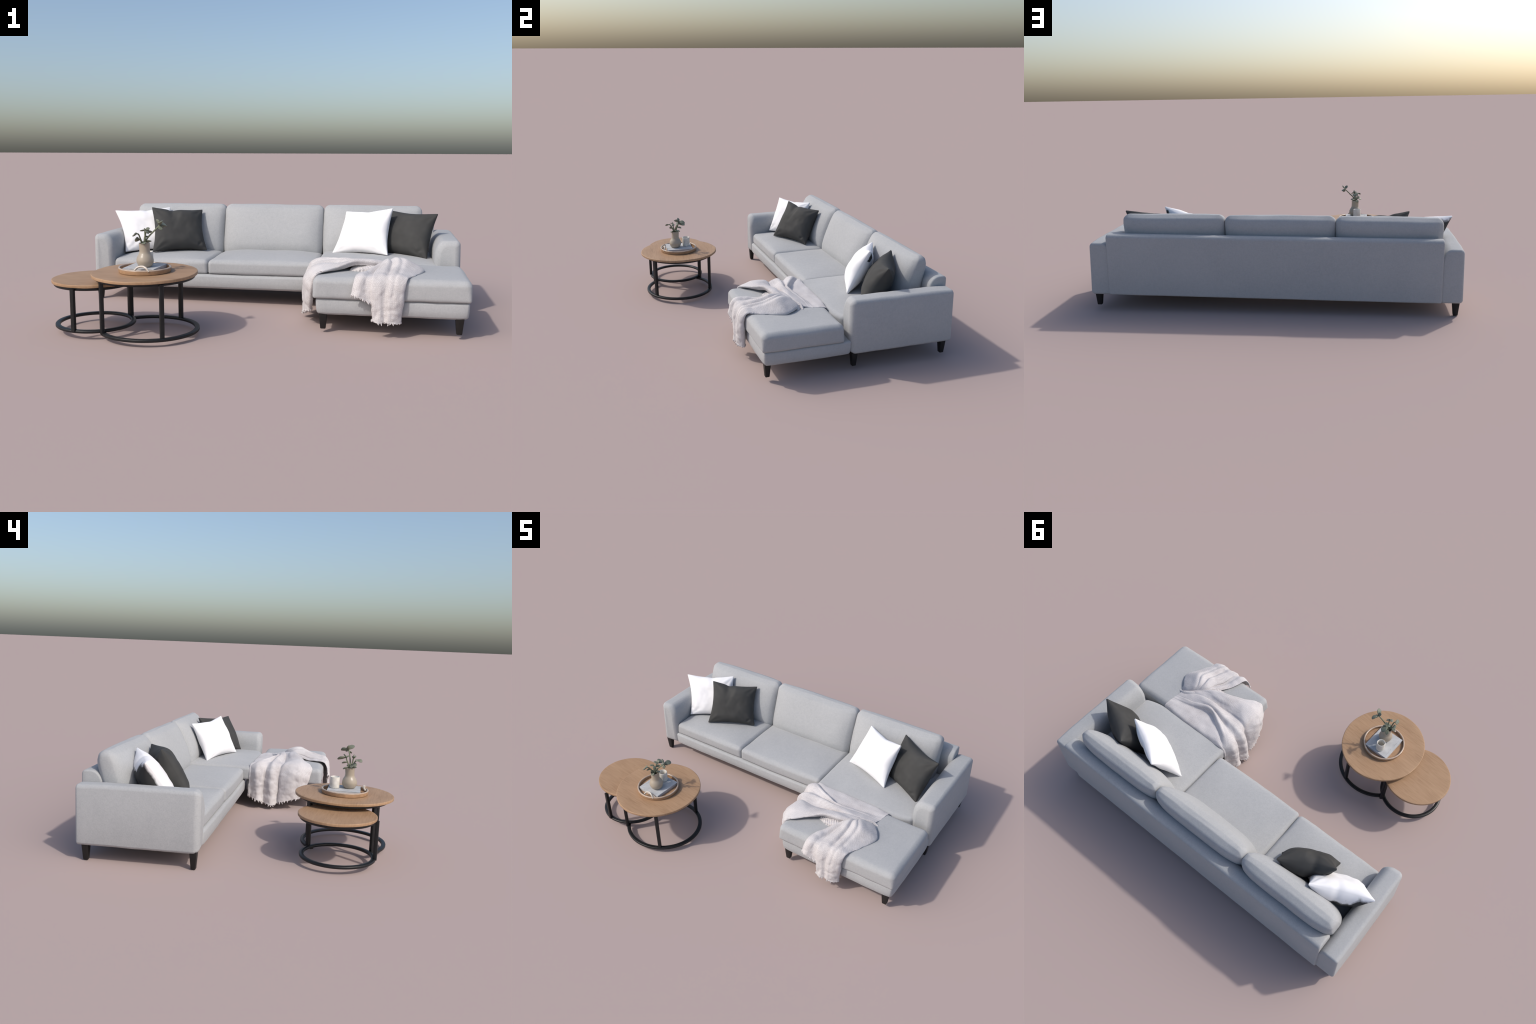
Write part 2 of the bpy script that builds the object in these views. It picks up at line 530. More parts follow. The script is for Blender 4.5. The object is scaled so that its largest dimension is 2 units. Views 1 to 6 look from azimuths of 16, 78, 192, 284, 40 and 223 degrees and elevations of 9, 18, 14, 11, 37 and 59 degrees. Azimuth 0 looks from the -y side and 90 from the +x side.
def scatter_cushion(label, mat, tl, tr, bl, br, front, back, chops, seed, tucks=(), step=None, pinch=0.12):
    C = {k: np.array(x) for k, x in dict(tl=tl, tr=tr, bl=bl, br=br).items()}
    centre = sum(C.values()) / 4
    X = (C["tr"] + C["br"] - C["tl"] - C["bl"])
    X /= np.linalg.norm(X)
    Y = (C["tl"] + C["tr"] - C["bl"] - C["br"])
    Y -= X * (X @ Y)
    Y /= np.linalg.norm(Y)
    Z = np.cross(X, Y)
    R = np.stack([X, Y, Z], 1)
    L = {k: (x - centre) @ R for k, x in C.items()}
    n = 56
    g = np.sin(np.linspace(-math.pi / 2, math.pi / 2, n + 1))
    S, T = np.meshgrid(g, g, indexing="ij")
    s = S * (1 - pinch * (1 - T**2) * S**2)
    t = T * (1 - pinch * (1 - S**2) * T**2)
    blunt = 1 - 0.02 * np.abs(S * T) ** 10
    s, t = s * blunt, t * blunt
    fold = np.zeros_like(S)
    for s0, depth, width in chops:
        bell = np.exp(-(((S - s0) / width) ** 2))
        t = t - depth * bell * np.clip(T, 0, 1) ** 3
        fold += depth * 2.6 * bell * np.clip(T - 0.1, 0, 1) ** 1.2
    base = ((1 - s)[..., None] * (1 - t)[..., None] * L["bl"] + (1 + s)[..., None] * (1 - t)[..., None] * L["br"] + (1 + s)[..., None] * (1 + t)[..., None] * L["tr"] + (1 - s)[..., None] * (1 + t)[..., None] * L["tl"]) / 4
    prof = ((1 - np.abs(S) ** 3.0) * (1 - np.abs(T) ** 3.0)).clip(0) ** 0.56 * (1 - 0.45 * np.abs(S * T) ** 1.5)
    flat = base.reshape(-1, 3)
    nz = fbm(flat, 13, seed).reshape(S.shape)
    # short radiating creases running out of the four corners
    crease = np.zeros_like(S)
    for a in (-1, 1):
        for b in (-1, 1):
            dx, dy = S - a * 1.05, T - b * 1.05
            rad, ang = np.hypot(dx, dy), np.arctan2(dy, dx)
            crease += 0.004 * np.sin(ang * 11 + seed * 1.7 + a * 2 + b) * np.exp(-((rad - 0.45) ** 2) / 0.06)
    for a, b in tucks:
        rad = np.hypot(S - a, T - b)
        crease += (-0.010 * np.exp(-(((rad - 0.36) / 0.05) ** 2)) + 0.004 * np.exp(-(((rad - 0.26) / 0.05) ** 2))) * (0.6 + 0.4 * np.sin(6 * np.arctan2(T - b, S - a)))
    hf = prof * (front * (1 - fold * 2.2) + 0.005 * nz) + crease * prof
    hb = prof * (back * (1 - fold * 2.2) + 0.005 * nz[::-1]) + crease[::-1] * prof
    if step is not None:  # a soft fold running down from the top edge
        ledge = 0.007 * np.tanh((S - step + 0.25 * (1 - T) ** 2) / 0.05) * np.clip(T + 0.35, 0, 1) * prof
        hf, hb = hf + ledge * 0.6, hb + ledge
    rim = 0.0035
    F = base + np.stack([0 * hf, 0 * hf, hf + rim], -1)
    B = base - np.stack([0 * hb, 0 * hb, hb + rim], -1)
    N = (n + 1) ** 2
    verts = np.concatenate([F.reshape(-1, 3), B.reshape(-1, 3)])
    faces = []
    idx = lambda i, j: i * (n + 1) + j
    for i in range(n):
        for j in range(n):
            q = (idx(i, j), idx(i + 1, j), idx(i + 1, j + 1), idx(i, j + 1))
            faces.append(q)
            faces.append(tuple(k + N for k in reversed(q)))
    ring = [idx(i, 0) for i in range(n)] + [idx(n, j) for j in range(n)] + [idx(i, n) for i in range(n, 0, -1)] + [idx(0, j) for j in range(n, 0, -1)]
    for k in range(len(ring)):
        a, b = ring[k], ring[(k + 1) % len(ring)]
        faces.append((b, a, a + N, b + N))
    M = Matrix.Translation(tuple(centre)) @ Matrix([list(r) for r in R]).to_4x4()
    return top_level("scatter_cushion", label, "cushion", M, data=build_mesh("scatter_cushion", verts, faces, mat))


scatter_cushion("white square scatter cushion leaning by the armrest", fabric_white_bake_fault("white_cover_baked_dark_back", 0.093, 0.25),
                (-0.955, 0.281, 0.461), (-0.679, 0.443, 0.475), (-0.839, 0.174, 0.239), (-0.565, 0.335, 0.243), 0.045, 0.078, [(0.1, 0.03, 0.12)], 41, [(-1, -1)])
scatter_cushion("charcoal square scatter cushion with a dented top", BLACK_CLOTH,
                (-0.731, 0.297, 0.485), (-0.481, 0.453, 0.465), (-0.672, 0.170, 0.246), (-0.412, 0.342, 0.244), 0.052, 0.068, [(-0.25, 0.055, 0.15)], 42, [(1, -1)], 0.05)
scatter_cushion("white square scatter cushion with crumpled lower corner", fabric_white_bake_fault("white_cover_dark_corner", -1.0, 0.0, (0.125, 0.100)),
                (0.342, 0.530, 0.472), (0.606, 0.417, 0.505), (0.288, 0.404, 0.251), (0.597, 0.299, 0.269), 0.050, 0.048, [(0.12, 0.035, 0.25)], 43, [(1, -1)], 0.1)
scatter_cushion("charcoal square scatter cushion beside the right arm", BLACK_CLOTH,
                (0.555, 0.557, 0.488), (0.836, 0.432, 0.481), (0.512, 0.440, 0.256), (0.792, 0.317, 0.252), 0.054, 0.070, [(0.1, 0.02, 0.4)], 44, [(1, -1)])

# ---------------------------------------------------------------- knitted throw

throw = top_level("throw_blanket", "pale knitted throw with fringe draped over the chaise", "blanket", SOFA_M.copy())
WEAVE = 0.0078


def fine_noise(G, scale, seed, step=3):
    """Noise over a grid of points, sampled coarsely and interpolated."""
    nu, nv = G.shape[:2]
    c = fbm(G[::step, ::step].reshape(-1, 3), scale, seed, 2).reshape(G[::step, ::step].shape[:2])
    ui, vi = np.linspace(0, c.shape[0] - 1, nu), np.linspace(0, c.shape[1] - 1, nv)
    tmp = np.stack([np.interp(vi, np.arange(c.shape[1]), row) for row in c])
    return np.stack([np.interp(ui, np.arange(c.shape[0]), col) for col in tmp.T], 1)


def drape(rows, nu, nv, folds=0.0, seed=0, thick=0.004, weave=0.0015):
    """Cloth through rows of control points (each from the gathered end to the hem), with knit relief."""
    R = np.array(rows, float)
    A = np.stack([catmull(r, nv) for r in R])          # rows x nv x 3
    G = catmull(A, nu)                                  # nu x nv x 3
    def normals(G):
        du, dv = np.gradient(G, axis=0), np.gradient(G, axis=1)
        N = np.cross(du, dv)
        return N / (np.linalg.norm(N, axis=2, keepdims=True) + 1e-12)
    N = normals(G)
    flat = G.reshape(-1, 3)
    if folds:
        step = 3
        du = np.linspace(0, np.linalg.norm(np.diff(G[:, nv // 2], axis=0), axis=1).sum(), nu)
        dv = np.linspace(0, np.linalg.norm(np.diff(G[nu // 2], axis=0), axis=1).sum(), nv)
        UU, VV = np.meshgrid(du, dv, indexing="ij")
        P = np.stack([UU * 2.6, VV * 0.55 + UU * 0.5, 0 * UU], -1)   # creases run along the drape
        coarse = 0.7 - 2.0 * np.abs(fbm(P[::step, ::step].reshape(-1, 3), 9, seed, 1))
        coarse = coarse.reshape(G[::step, ::step].shape[:2])
        ui = np.linspace(0, coarse.shape[0] - 1, nu)
        vi = np.linspace(0, coarse.shape[1] - 1, nv)
        tmp = np.stack([np.interp(vi, np.arange(coarse.shape[1]), row) for row in coarse])
        fine = np.stack([np.interp(ui, np.arange(coarse.shape[0]), col) for col in tmp.T], 1)
        near_hem = np.linspace(0, 1, nv)[None, :] ** 2
        crumple = fine_noise(G, 30, seed + 5) * 0.0045 * near_hem + 0.0026 * np.tanh(2.5 * fine_noise(G, 13, seed + 9))
        G = G + N * (folds * fine + crumple)[..., None]
        N = normals(G)
    arc_v = np.concatenate([np.zeros((nu, 1)), np.cumsum(np.linalg.norm(np.diff(G, axis=1), axis=2), 1)], 1)
    arc_u = np.concatenate([np.zeros((1, nv)), np.cumsum(np.linalg.norm(np.diff(G, axis=0), axis=2), 0)], 0)
    arc_u = arc_u.mean(1, keepdims=True) * 1.0
    k = TAU / WEAVE / 2
    relief = np.sin(k * arc_v) * np.sin(k * arc_u + 0 * arc_v)
    jitter = 0.75 + 0.5 * np.sin(arc_v * 91 + seed) * np.sin(arc_u * 77)
    F = G + N * (weave * relief * jitter)[..., None]
    B = G - N * thick
    n = nu * nv
    verts = np.concatenate([F.reshape(-1, 3), B.reshape(-1, 3)])
    i, j = np.meshgrid(np.arange(nu - 1), np.arange(nv - 1), indexing="ij")
    a = (i * nv + j).ravel()
    q = np.stack([a, a + nv, a + nv + 1, a + 1], 1)
    ring = np.concatenate([np.arange(nu) * nv, (nu - 1) * nv + np.arange(1, nv), np.arange(nu - 2, -1, -1) * nv + nv - 1, np.arange(nv - 2, 0, -1)])
    nxt = np.roll(ring, -1)
    side = np.stack([nxt, ring, ring + n, nxt + n], 1)
    faces = np.concatenate([q, q[:, ::-1] + n, side])
    return verts, faces, G, N


def grid_part(name, verts, faces, mat, parent):
    me = bpy.data.meshes.new(name)
    me.vertices.add(len(verts))
    me.vertices.foreach_set("co", np.asarray(verts, np.float32).ravel())
    me.loops.add(faces.size)
    me.loops.foreach_set("vertex_index", faces.astype(np.int32).ravel())
    me.polygons.add(len(faces))
    me.polygons.foreach_set("loop_start", np.arange(0, faces.size, 4, dtype=np.int32))
    me.polygons.foreach_set("use_smooth", np.ones(len(faces), bool))
    me.materials.append(mat)
    me.update(calc_edges=True)
    me.validate()
    return add_object(name, me, parent)


# main panel: runs from the joint of the seats, over the chaise's inner edge, down in pleats
PANEL_SIDE = [
    [(0.738, 0.084, 0.226), (0.610, 0.092, 0.227), (0.485, 0.093, 0.228), (0.367, 0.093, 0.228), (0.300, 0.094, 0.232), (0.272, 0.093, 0.212), (0.266, 0.095, 0.140), (0.262, 0.095, 0.065)],
    [(0.740, 0.074, 0.240), (0.610, 0.080, 0.243), (0.485, 0.081, 0.244), (0.367, 0.081, 0.244), (0.300, 0.089, 0.243), (0.270, 0.092, 0.212), (0.264, 0.094, 0.140), (0.260, 0.093, 0.064)],
    [(0.736, 0.045, 0.243), (0.610, 0.040, 0.247), (0.485, 0.020, 0.252), (0.385, 0.045, 0.251), (0.300, 0.082, 0.244), (0.266, 0.086, 0.213), (0.259, 0.087, 0.140), (0.254, 0.087, 0.060)],
    [(0.733, 0.020, 0.244), (0.610, 0.000, 0.248), (0.490, -0.035, 0.252), (0.390, 0.010, 0.252), (0.292, 0.072, 0.245), (0.260, 0.076, 0.215), (0.254, 0.076, 0.140), (0.249, 0.075, 0.055)],
    [(0.731, 0.008, 0.245), (0.610, -0.015, 0.257), (0.495, -0.048, 0.277), (0.390, -0.008, 0.272), (0.290, 0.045, 0.263), (0.240, 0.045, 0.222), (0.226, 0.044, 0.130), (0.222, 0.040, 0.042)],
    [(0.729, -0.005, 0.246), (0.610, -0.025, 0.262), (0.500, -0.056, 0.278), (0.390, -0.022, 0.265), (0.290, 0.018, 0.259), (0.244, 0.014, 0.216), (0.232, 0.016, 0.130), (0.228, 0.014, 0.035)],
    [(0.726, -0.015, 0.247), (0.610, -0.035, 0.264), (0.500, -0.062, 0.274), (0.390, -0.035, 0.258), (0.300, -0.015, 0.249), (0.268, -0.004, 0.205), (0.258, 0.002, 0.130), (0.248, 0.000, 0.028)],
    [(0.722, -0.028, 0.248), (0.610, -0.052, 0.270), (0.500, -0.074, 0.284), (0.390, -0.058, 0.274), (0.290, -0.045, 0.263), (0.242, -0.040, 0.222), (0.226, -0.040, 0.130), (0.221, -0.045, 0.014)],
    [(0.718, -0.042, 0.250), (0.605, -0.075, 0.275), (0.495, -0.090, 0.277), (0.388, -0.088, 0.256), (0.290, -0.074, 0.253), (0.254, -0.068, 0.212), (0.240, -0.068, 0.130), (0.234, -0.070, 0.017)],
    [(0.715, -0.050, 0.252), (0.600, -0.087, 0.276), (0.490, -0.099, 0.264), (0.388, -0.108, 0.250), (0.292, -0.099, 0.243), (0.276, -0.086, 0.195), (0.272, -0.086, 0.130), (0.260, -0.082, 0.028)],
    [(0.710, -0.056, 0.254), (0.600, -0.098, 0.277), (0.495, -0.112, 0.268), (0.390, -0.122, 0.260), (0.290, -0.118, 0.256), (0.263, -0.108, 0.212), (0.251, -0.104, 0.130), (0.245, -0.100, 0.034)],
    [(0.705, -0.062, 0.256), (0.600, -0.112, 0.281), (0.500, -0.132, 0.288), (0.400, -0.152, 0.277), (0.294, -0.166, 0.264), (0.249, -0.160, 0.220), (0.237, -0.150, 0.130), (0.239, -0.128, 0.040)],
    [(0.695, -0.075, 0.258), (0.590, -0.130, 0.287), (0.490, -0.160, 0.294), (0.400, -0.200, 0.279), (0.300, -0.222, 0.260), (0.251, -0.215, 0.210), (0.249, -0.206, 0.130), (0.253, -0.186, 0.056)],
    [(0.685, -0.090, 0.258), (0.580, -0.148, 0.281), (0.480, -0.178, 0.291), (0.400, -0.225, 0.269), (0.312, -0.277, 0.249), (0.284, -0.268, 0.200), (0.275, -0.252, 0.140), (0.269, -0.215, 0.062)],
    [(0.665, -0.105, 0.250), (0.570, -0.152, 0.264), (0.480, -0.168, 0.272), (0.400, -0.205, 0.252), (0.325, -0.262, 0.246), (0.296, -0.258, 0.190), (0.288, -0.245, 0.140), (0.280, -0.205, 0.070)],
]
# front panel: a loosely twisted band that falls over the chaise's front edge
PANEL_FLAP = [
    [(0.585, -0.140, 0.262), (0.575, -0.165, 0.268), (0.545, -0.200, 0.257), (0.515, -0.250, 0.253), (0.495, -0.300, 0.253), (0.485, -0.345, 0.247), (0.477, -0.366, 0.222), (0.473, -0.370, 0.200), (0.470, -0.371, 0.176)],
    [(0.597, -0.125, 0.264), (0.585, -0.155, 0.276), (0.560, -0.200, 0.268), (0.540, -0.250, 0.260), (0.520, -0.300, 0.258), (0.510, -0.350, 0.252), (0.505, -0.373, 0.222), (0.502, -0.378, 0.190), (0.500, -0.379, 0.165)],
    [(0.610, -0.115, 0.264), (0.595, -0.150, 0.276), (0.580, -0.200, 0.264), (0.560, -0.250, 0.252), (0.542, -0.300, 0.251), (0.534, -0.345, 0.247), (0.530, -0.364, 0.212), (0.530, -0.368, 0.175), (0.533, -0.369, 0.150)],
    [(0.618, -0.110, 0.262), (0.610, -0.146, 0.268), (0.600, -0.200, 0.258), (0.585, -0.250, 0.250), (0.570, -0.300, 0.249), (0.560, -0.345, 0.246), (0.556, -0.364, 0.212), (0.556, -0.367, 0.170), (0.560, -0.369, 0.138)],
    [(0.630, -0.110, 0.260), (0.630, -0.146, 0.262), (0.625, -0.200, 0.252), (0.610, -0.250, 0.247), (0.595, -0.300, 0.246), (0.585, -0.342, 0.243), (0.580, -0.359, 0.210), (0.580, -0.362, 0.170), (0.584, -0.364, 0.140)],
]
PANEL_FRONT = [
    [(0.600, -0.130, 0.262), (0.592, -0.152, 0.276), (0.588, -0.200, 0.268), (0.576, -0.250, 0.256), (0.566, -0.300, 0.254), (0.558, -0.346, 0.249), (0.555, -0.366, 0.205), (0.556, -0.369, 0.130), (0.558, -0.369, 0.070)],
    [(0.612, -0.118, 0.264), (0.600, -0.148, 0.286), (0.594, -0.200, 0.280), (0.582, -0.250, 0.263), (0.571, -0.300, 0.260), (0.563, -0.352, 0.252), (0.559, -0.373, 0.205), (0.560, -0.376, 0.130), (0.562, -0.375, 0.063)],
    [(0.635, -0.100, 0.262), (0.620, -0.140, 0.295), (0.622, -0.195, 0.302), (0.615, -0.250, 0.280), (0.604, -0.300, 0.267), (0.594, -0.352, 0.253), (0.589, -0.376, 0.200), (0.588, -0.379, 0.120), (0.588, -0.378, 0.055)],
    [(0.648, -0.093, 0.258), (0.633, -0.134, 0.289), (0.640, -0.192, 0.290), (0.634, -0.248, 0.269), (0.625, -0.300, 0.257), (0.616, -0.350, 0.250), (0.611, -0.370, 0.200), (0.609, -0.371, 0.120), (0.609, -0.370, 0.061)],
    [(0.660, -0.088, 0.257), (0.645, -0.128, 0.296), (0.664, -0.185, 0.306), (0.660, -0.245, 0.283), (0.648, -0.300, 0.267), (0.638, -0.352, 0.253), (0.632, -0.376, 0.200), (0.629, -0.378, 0.120), (0.629, -0.376, 0.056)],
    [(0.672, -0.081, 0.256), (0.653, -0.120, 0.294), (0.682, -0.184, 0.301), (0.678, -0.243, 0.279), (0.665, -0.300, 0.263), (0.654, -0.349, 0.251), (0.647, -0.374, 0.200), (0.643, -0.375, 0.120), (0.642, -0.374, 0.056)],
    [(0.684, -0.074, 0.254), (0.664, -0.108, 0.293), (0.702, -0.178, 0.303), (0.698, -0.240, 0.279), (0.684, -0.300, 0.263), (0.671, -0.347, 0.252), (0.664, -0.371, 0.200), (0.659, -0.371, 0.120), (0.656, -0.368, 0.053)],
    [(0.712, -0.062, 0.250), (0.695, -0.092, 0.276), (0.732, -0.170, 0.284), (0.725, -0.235, 0.265), (0.708, -0.295, 0.255), (0.694, -0.342, 0.248), (0.685, -0.362, 0.200), (0.680, -0.359, 0.120), (0.676, -0.356, 0.053)],
    [(0.742, -0.075, 0.246), (0.735, -0.088, 0.258), (0.778, -0.150, 0.256), (0.750, -0.235, 0.247), (0.722, -0.295, 0.245), (0.702, -0.341, 0.244), (0.690, -0.354, 0.200), (0.682, -0.350, 0.120), (0.678, -0.346, 0.055)],
    [(0.738, -0.090, 0.242), (0.728, -0.095, 0.247), (0.768, -0.156, 0.243), (0.735, -0.235, 0.243), (0.710, -0.295, 0.243), (0.690, -0.338, 0.240), (0.676, -0.346, 0.200), (0.668, -0.344, 0.120), (0.664, -0.341, 0.058)],
]
# a narrow lip of cloth turned up where the two panels twist together
PANEL_LIP = [
    [(.738, -.062, .243), (.710, -.064, .246), (.67, -.090, .252), (.62, -.120, .262), (.56, -.145, .272)],
    [(.742, -.055, .250), (.708, -.053, .262), (.66, -.076, .272), (.61, -.106, .280), (.55, -.135, .284)],
    [(.738, -.046, .249), (.702, -.043, .257), (.65, -.066, .268), (.60, -.096, .276), (.54, -.126, .280)],
    [(.734, -.042, .243), (.698, -.039, .246), (.65, -.060, .250), (.60, -.090, .258), (.54, -.118, .262)],
]
# the rumpled under-layer showing inside the arch
PANEL_UNDER = [
    [(.46, -.115, .252), (.50, -.110, .256), (.55, -.105, .256), (.62, -.105, .256)],
    [(.46, -.140, .252), (.50, -.140, .266), (.55, -.138, .258), (.62, -.140, .262)],
    [(.455, -.165, .250), (.50, -.165, .255), (.55, -.172, .266), (.61, -.180, .260)],
    [(.45, -.178, .247), (.50, -.188, .256), (.55, -.200, .254), (.60, -.212, .256)],
    [(.452, -.176, .243), (.50, -.190, .244), (.55, -.204, .243), (.60, -.216, .243)],
]
tassels = []


def fringe(G, N, lo, hi, count, length):
    nu = G.shape[0]
    for c in range(count):
        i = int(np.clip((lo + (hi - lo) * (c + RNG.uniform(0.2, 0.8)) / count) * (nu - 1), 0, nu - 1))
        p, q = G[i, -1], G[i, -8]
        d = (p - q) / np.linalg.norm(p - q)
        d = d + RNG.normal(0, 0.18, 3)
        d[2] -= 0.25
        d /= np.linalg.norm(d)
        L = length * RNG.uniform(0.7, 1.25)
        bend = RNG.normal(0, 0.0035, 3)
        path = [p - d * 0.004 - N[i, -1] * 0.002 + d * L * s + bend * s * s for s in np.linspace(0, 1, 5)]
        tassels.append(tube(path, np.array([0.0040, 0.0039, 0.0036, 0.0030, 0.0012]) * RNG.uniform(0.8, 1.25), 6))


for rows, nu, nv, fold, seed, fr in ((PANEL_SIDE, 330, 400, 0.0024, 51, [(0.0, 1.0, 36, 0.014)]), (PANEL_FLAP, 130, 300, 0.0018, 55, [(0.0, 0.8, 12, 0.011)]), (PANEL_FRONT, 210, 340, 0.0024, 52, [(0.05, 1.0, 15, 0.008)]), (PANEL_LIP, 60, 160, 0.001, 54, []), (PANEL_UNDER, 110, 150, 0.008, 53, [])):
    v, f, G, N = drape(rows, nu, nv, fold, seed, weave=0.0004 if rows is PANEL_LIP else 0.0020)
    if N[:, : nv // 2, 2].mean() < 0:
        f = f[:, ::-1]
    grid_part("blanket_panel", v, f, KNIT, throw)
    for lo, hi, count, length in fr:
        fringe(G, N, lo, hi, count, length)
fr_ob = part("fringe", *join(tassels), KNIT, throw)
fr_ob["kind"] = "stuff"

# ---------------------------------------------------------------- nesting tables


def round_table(name, label, centre, z_top, r_top, oval, t_top, r_ring, oval_ring, gap, ring_c, z_ring, legs, seed):
    cx, cy = centre
    ob = top_level(name, label, "table", loc=(cx, cy, z_ring))
    zt = z_top - z_ring
    # wooden top with eased, slightly uneven edges
    prof = [(0, -t_top)]
    prof += [(r_top * x, -t_top) for x in (0.3, 0.6, 0.85)]
    for k in range(6):
        a = -math.pi / 2 + k / 5 * math.pi / 2
        prof.append((r_top - 0.003 + 0.003 * math.cos(a), -t_top + 0.003 + 0.003 * math.sin(a)))
    for k in range(7):
        a = k / 6 * math.pi / 2
        prof.append((r_top - 0.0035 + 0.0035 * math.cos(a), -0.0035 + 0.0035 * math.sin(a)))
    prof += [(r_top * x, 0) for x in (0.92, 0.8, 0.6, 0.4, 0.2)] + [(0, 0)]
    v, f = revolve(prof[1:-1], (0, 0, zt), 120)
    v[:, 1] *= oval
    rim = np.clip((np.hypot(v[:, 0], v[:, 1]) / r_top - 0.6) / 0.4, 0, 1)
    v[:, 2] += fbm(v, 14, seed) * 0.0012 * rim
    v[:, :2] *= 1 + (fbm(v, 11, seed + 1) * 0.004)[:, None]
    part("tabletop", v, f, WOOD, ob, angle=50)
    # steel apron ring beneath the top, foot ring, uprights
    ra = r_ring
    bar = 0.0135
    rx, ry = ring_c[0] - cx, ring_c[1] - cy

    def ring(z0, z1, r_out, width, c=(0, 0)):
        b = 0.003
        return revolve([(r_out - width, z0 + b), (r_out - width + b, z0), (r_out - b, z0), (r_out, z0 + b), (r_out, z1 - b), (r_out - b, z1), (r_out - width + b, z1), (r_out - width, z1 - b)], (*c, 0), 96, close=True)

    part("apron_ring", *oriented(*ring(zt - t_top - 0.013, zt - t_top + 0.0005, r_top - 0.010, 0.026)), METAL, ob, angle=50)
    if gap is None:
        v, f = oriented(*ring(0, bar, ra, 0.0215))
    else:  # foot ring left open where the smaller table nests
        section = rounded_section(ra - 0.0215, ra, 0, bar, [(0.003, 0.003)] * 4, 2)
        arc = np.radians(np.linspace(gap[1] - 360, gap[0], 90))
        v, f = oriented(*loft([np.column_stack([section[:, 0] * math.cos(a), section[:, 0] * math.sin(a), section[:, 1]]) for a in arc]))
    v = v * (1, oval_ring, 1) + (rx, ry, 0)
    part("foot_ring", v, f, METAL, ob, angle=50)
    z0, z1 = 0.008, zt - t_top - 0.004
    for ang, rm in legs:
        a = math.radians(ang)
        rings = []
        for z in (z0, z1):
            o = rounded_section(-0.0085, 0.0085, -0.009, 0.009, [(0.0025, 0.0025)] * 4, 2)
            rot = np.array([[math.cos(a), -math.sin(a)], [math.sin(a), math.cos(a)]])
            rings.append(np.column_stack([o @ rot.T + rm * np.array([math.cos(a), math.sin(a)]) + (rx, ry), np.full(len(o), z)]))
        part("table_leg", *oriented(*loft(rings)), METAL, ob, angle=50)
    return ob


BIG_C, BIG_Z = (-0.3735, -0.5245), 0.277
round_table("coffee_table", "round oak-topped coffee table on a black ring frame", BIG_C, BIG_Z, 0.2275, 1.061, 0.0135, 0.2220, 0.955, (140.0, 224.5), (-0.3555, -0.5295), 0.0185, ((226.2, 0.2120), (310.3, 0.203), (70, 0.2015), (138, 0.222)), 61)
round_table("side_table", "smaller round oak nesting table with black ring frame", (-0.6285, -0.5245), 0.2355, 0.1830, 0.990, 0.0135, 0.1770, 1.0, None, (-0.6175, -0.533), 0.0270, ((267.5, 0.1735), (59.4, 0.177)), 62)

# ---------------------------------------------------------------- tray, book, vase, mug

TRAY_WOOD = plain("tray_wood", (0.36, 0.22, 0.125), 0.55, 0.3, vary=0.2, scale=40)
TRAY_RIM = plain("pale_tray_rim", (0.43, 0.325, 0.245), 0.27, 0.6, vary=0.2, scale=30)
TRAY_C = (-0.3735, -0.5262)
tray = top_level("serving_tray", "round wooden tray with pale rim and loop handle", "tray", loc=(*TRAY_C, BIG_Z + 0.0006))
part("tray_floor", *revolve([(0.02, 0), (0.104, 0), (0.106, 0.002), (0.105, 0.006), (0.02, 0.006)], (0, 0, 0), 80), TRAY_WOOD, tray, angle=50)
part("tray_wall", *oriented(*revolve([(0.1055, 0.0), (0.1125, 0.0015), (0.1145, 0.010), (0.114, 0.0185), (0.1075, 0.0185), (0.106, 0.010)], (0, 0, 0), 96, close=True)), TRAY_WOOD, tray, angle=60)
part("tray_rim", *oriented(*revolve([(0.1065, 0.0175), (0.1148, 0.0175), (0.1152, 0.0205), (0.113, 0.0225), (0.109, 0.0225), (0.1065, 0.0205)], (0, 0, 0), 96, close=True)), TRAY_RIM, tray, angle=60)
hp = catmull([(0.000, -0.100, 0.020), (0.010, -0.091, 0.032), (0.032, -0.088, 0.037), (0.052, -0.092, 0.030), (0.063, -0.093, 0.016)], 28)
part("tray_handle", *tube(hp, np.full(28, 0.0048), 10), plain("pale_ceramic_handle", (0.55, 0.49, 0.42), 0.3, 0.5), tray)

BOOK_COVER = plain("pale_blue_grey_cover", (0.455, 0.460, 0.465), 0.6, 0.2, vary=0.14)
PAPER = plain("book_paper", (0.60, 0.60, 0.60), 0.8, 0.2)
INK = plain("faded_ink", (0.20, 0.20, 0.22), 0.8, 0.2)
BOOK_Z = BIG_Z + 0.0066
book_corners = np.array([(-0.450, -0.447), (-0.440, -0.607), (-0.299, -0.597), (-0.307, -0.440)])
bc = book_corners.mean(0)
book = top_level("book", "slim pale grey-blue coffee table book", "book", loc=(*bc, BOOK_Z))


def slab(corners, z0, z1, b=0.0008):
    c = np.asarray(corners)
    m = c.mean(0)
    ins = lambda k: m + (c - m) * (1 - k / np.linalg.norm(c - m, axis=1, keepdims=True))
    rings = [np.column_stack([ins(b), np.full(4, z0)]), np.column_stack([c, np.full(4, z0 + b)]), np.column_stack([c, np.full(4, z1 - b)]), np.column_stack([ins(b), np.full(4, z1)])]
    return oriented(*loft(rings))


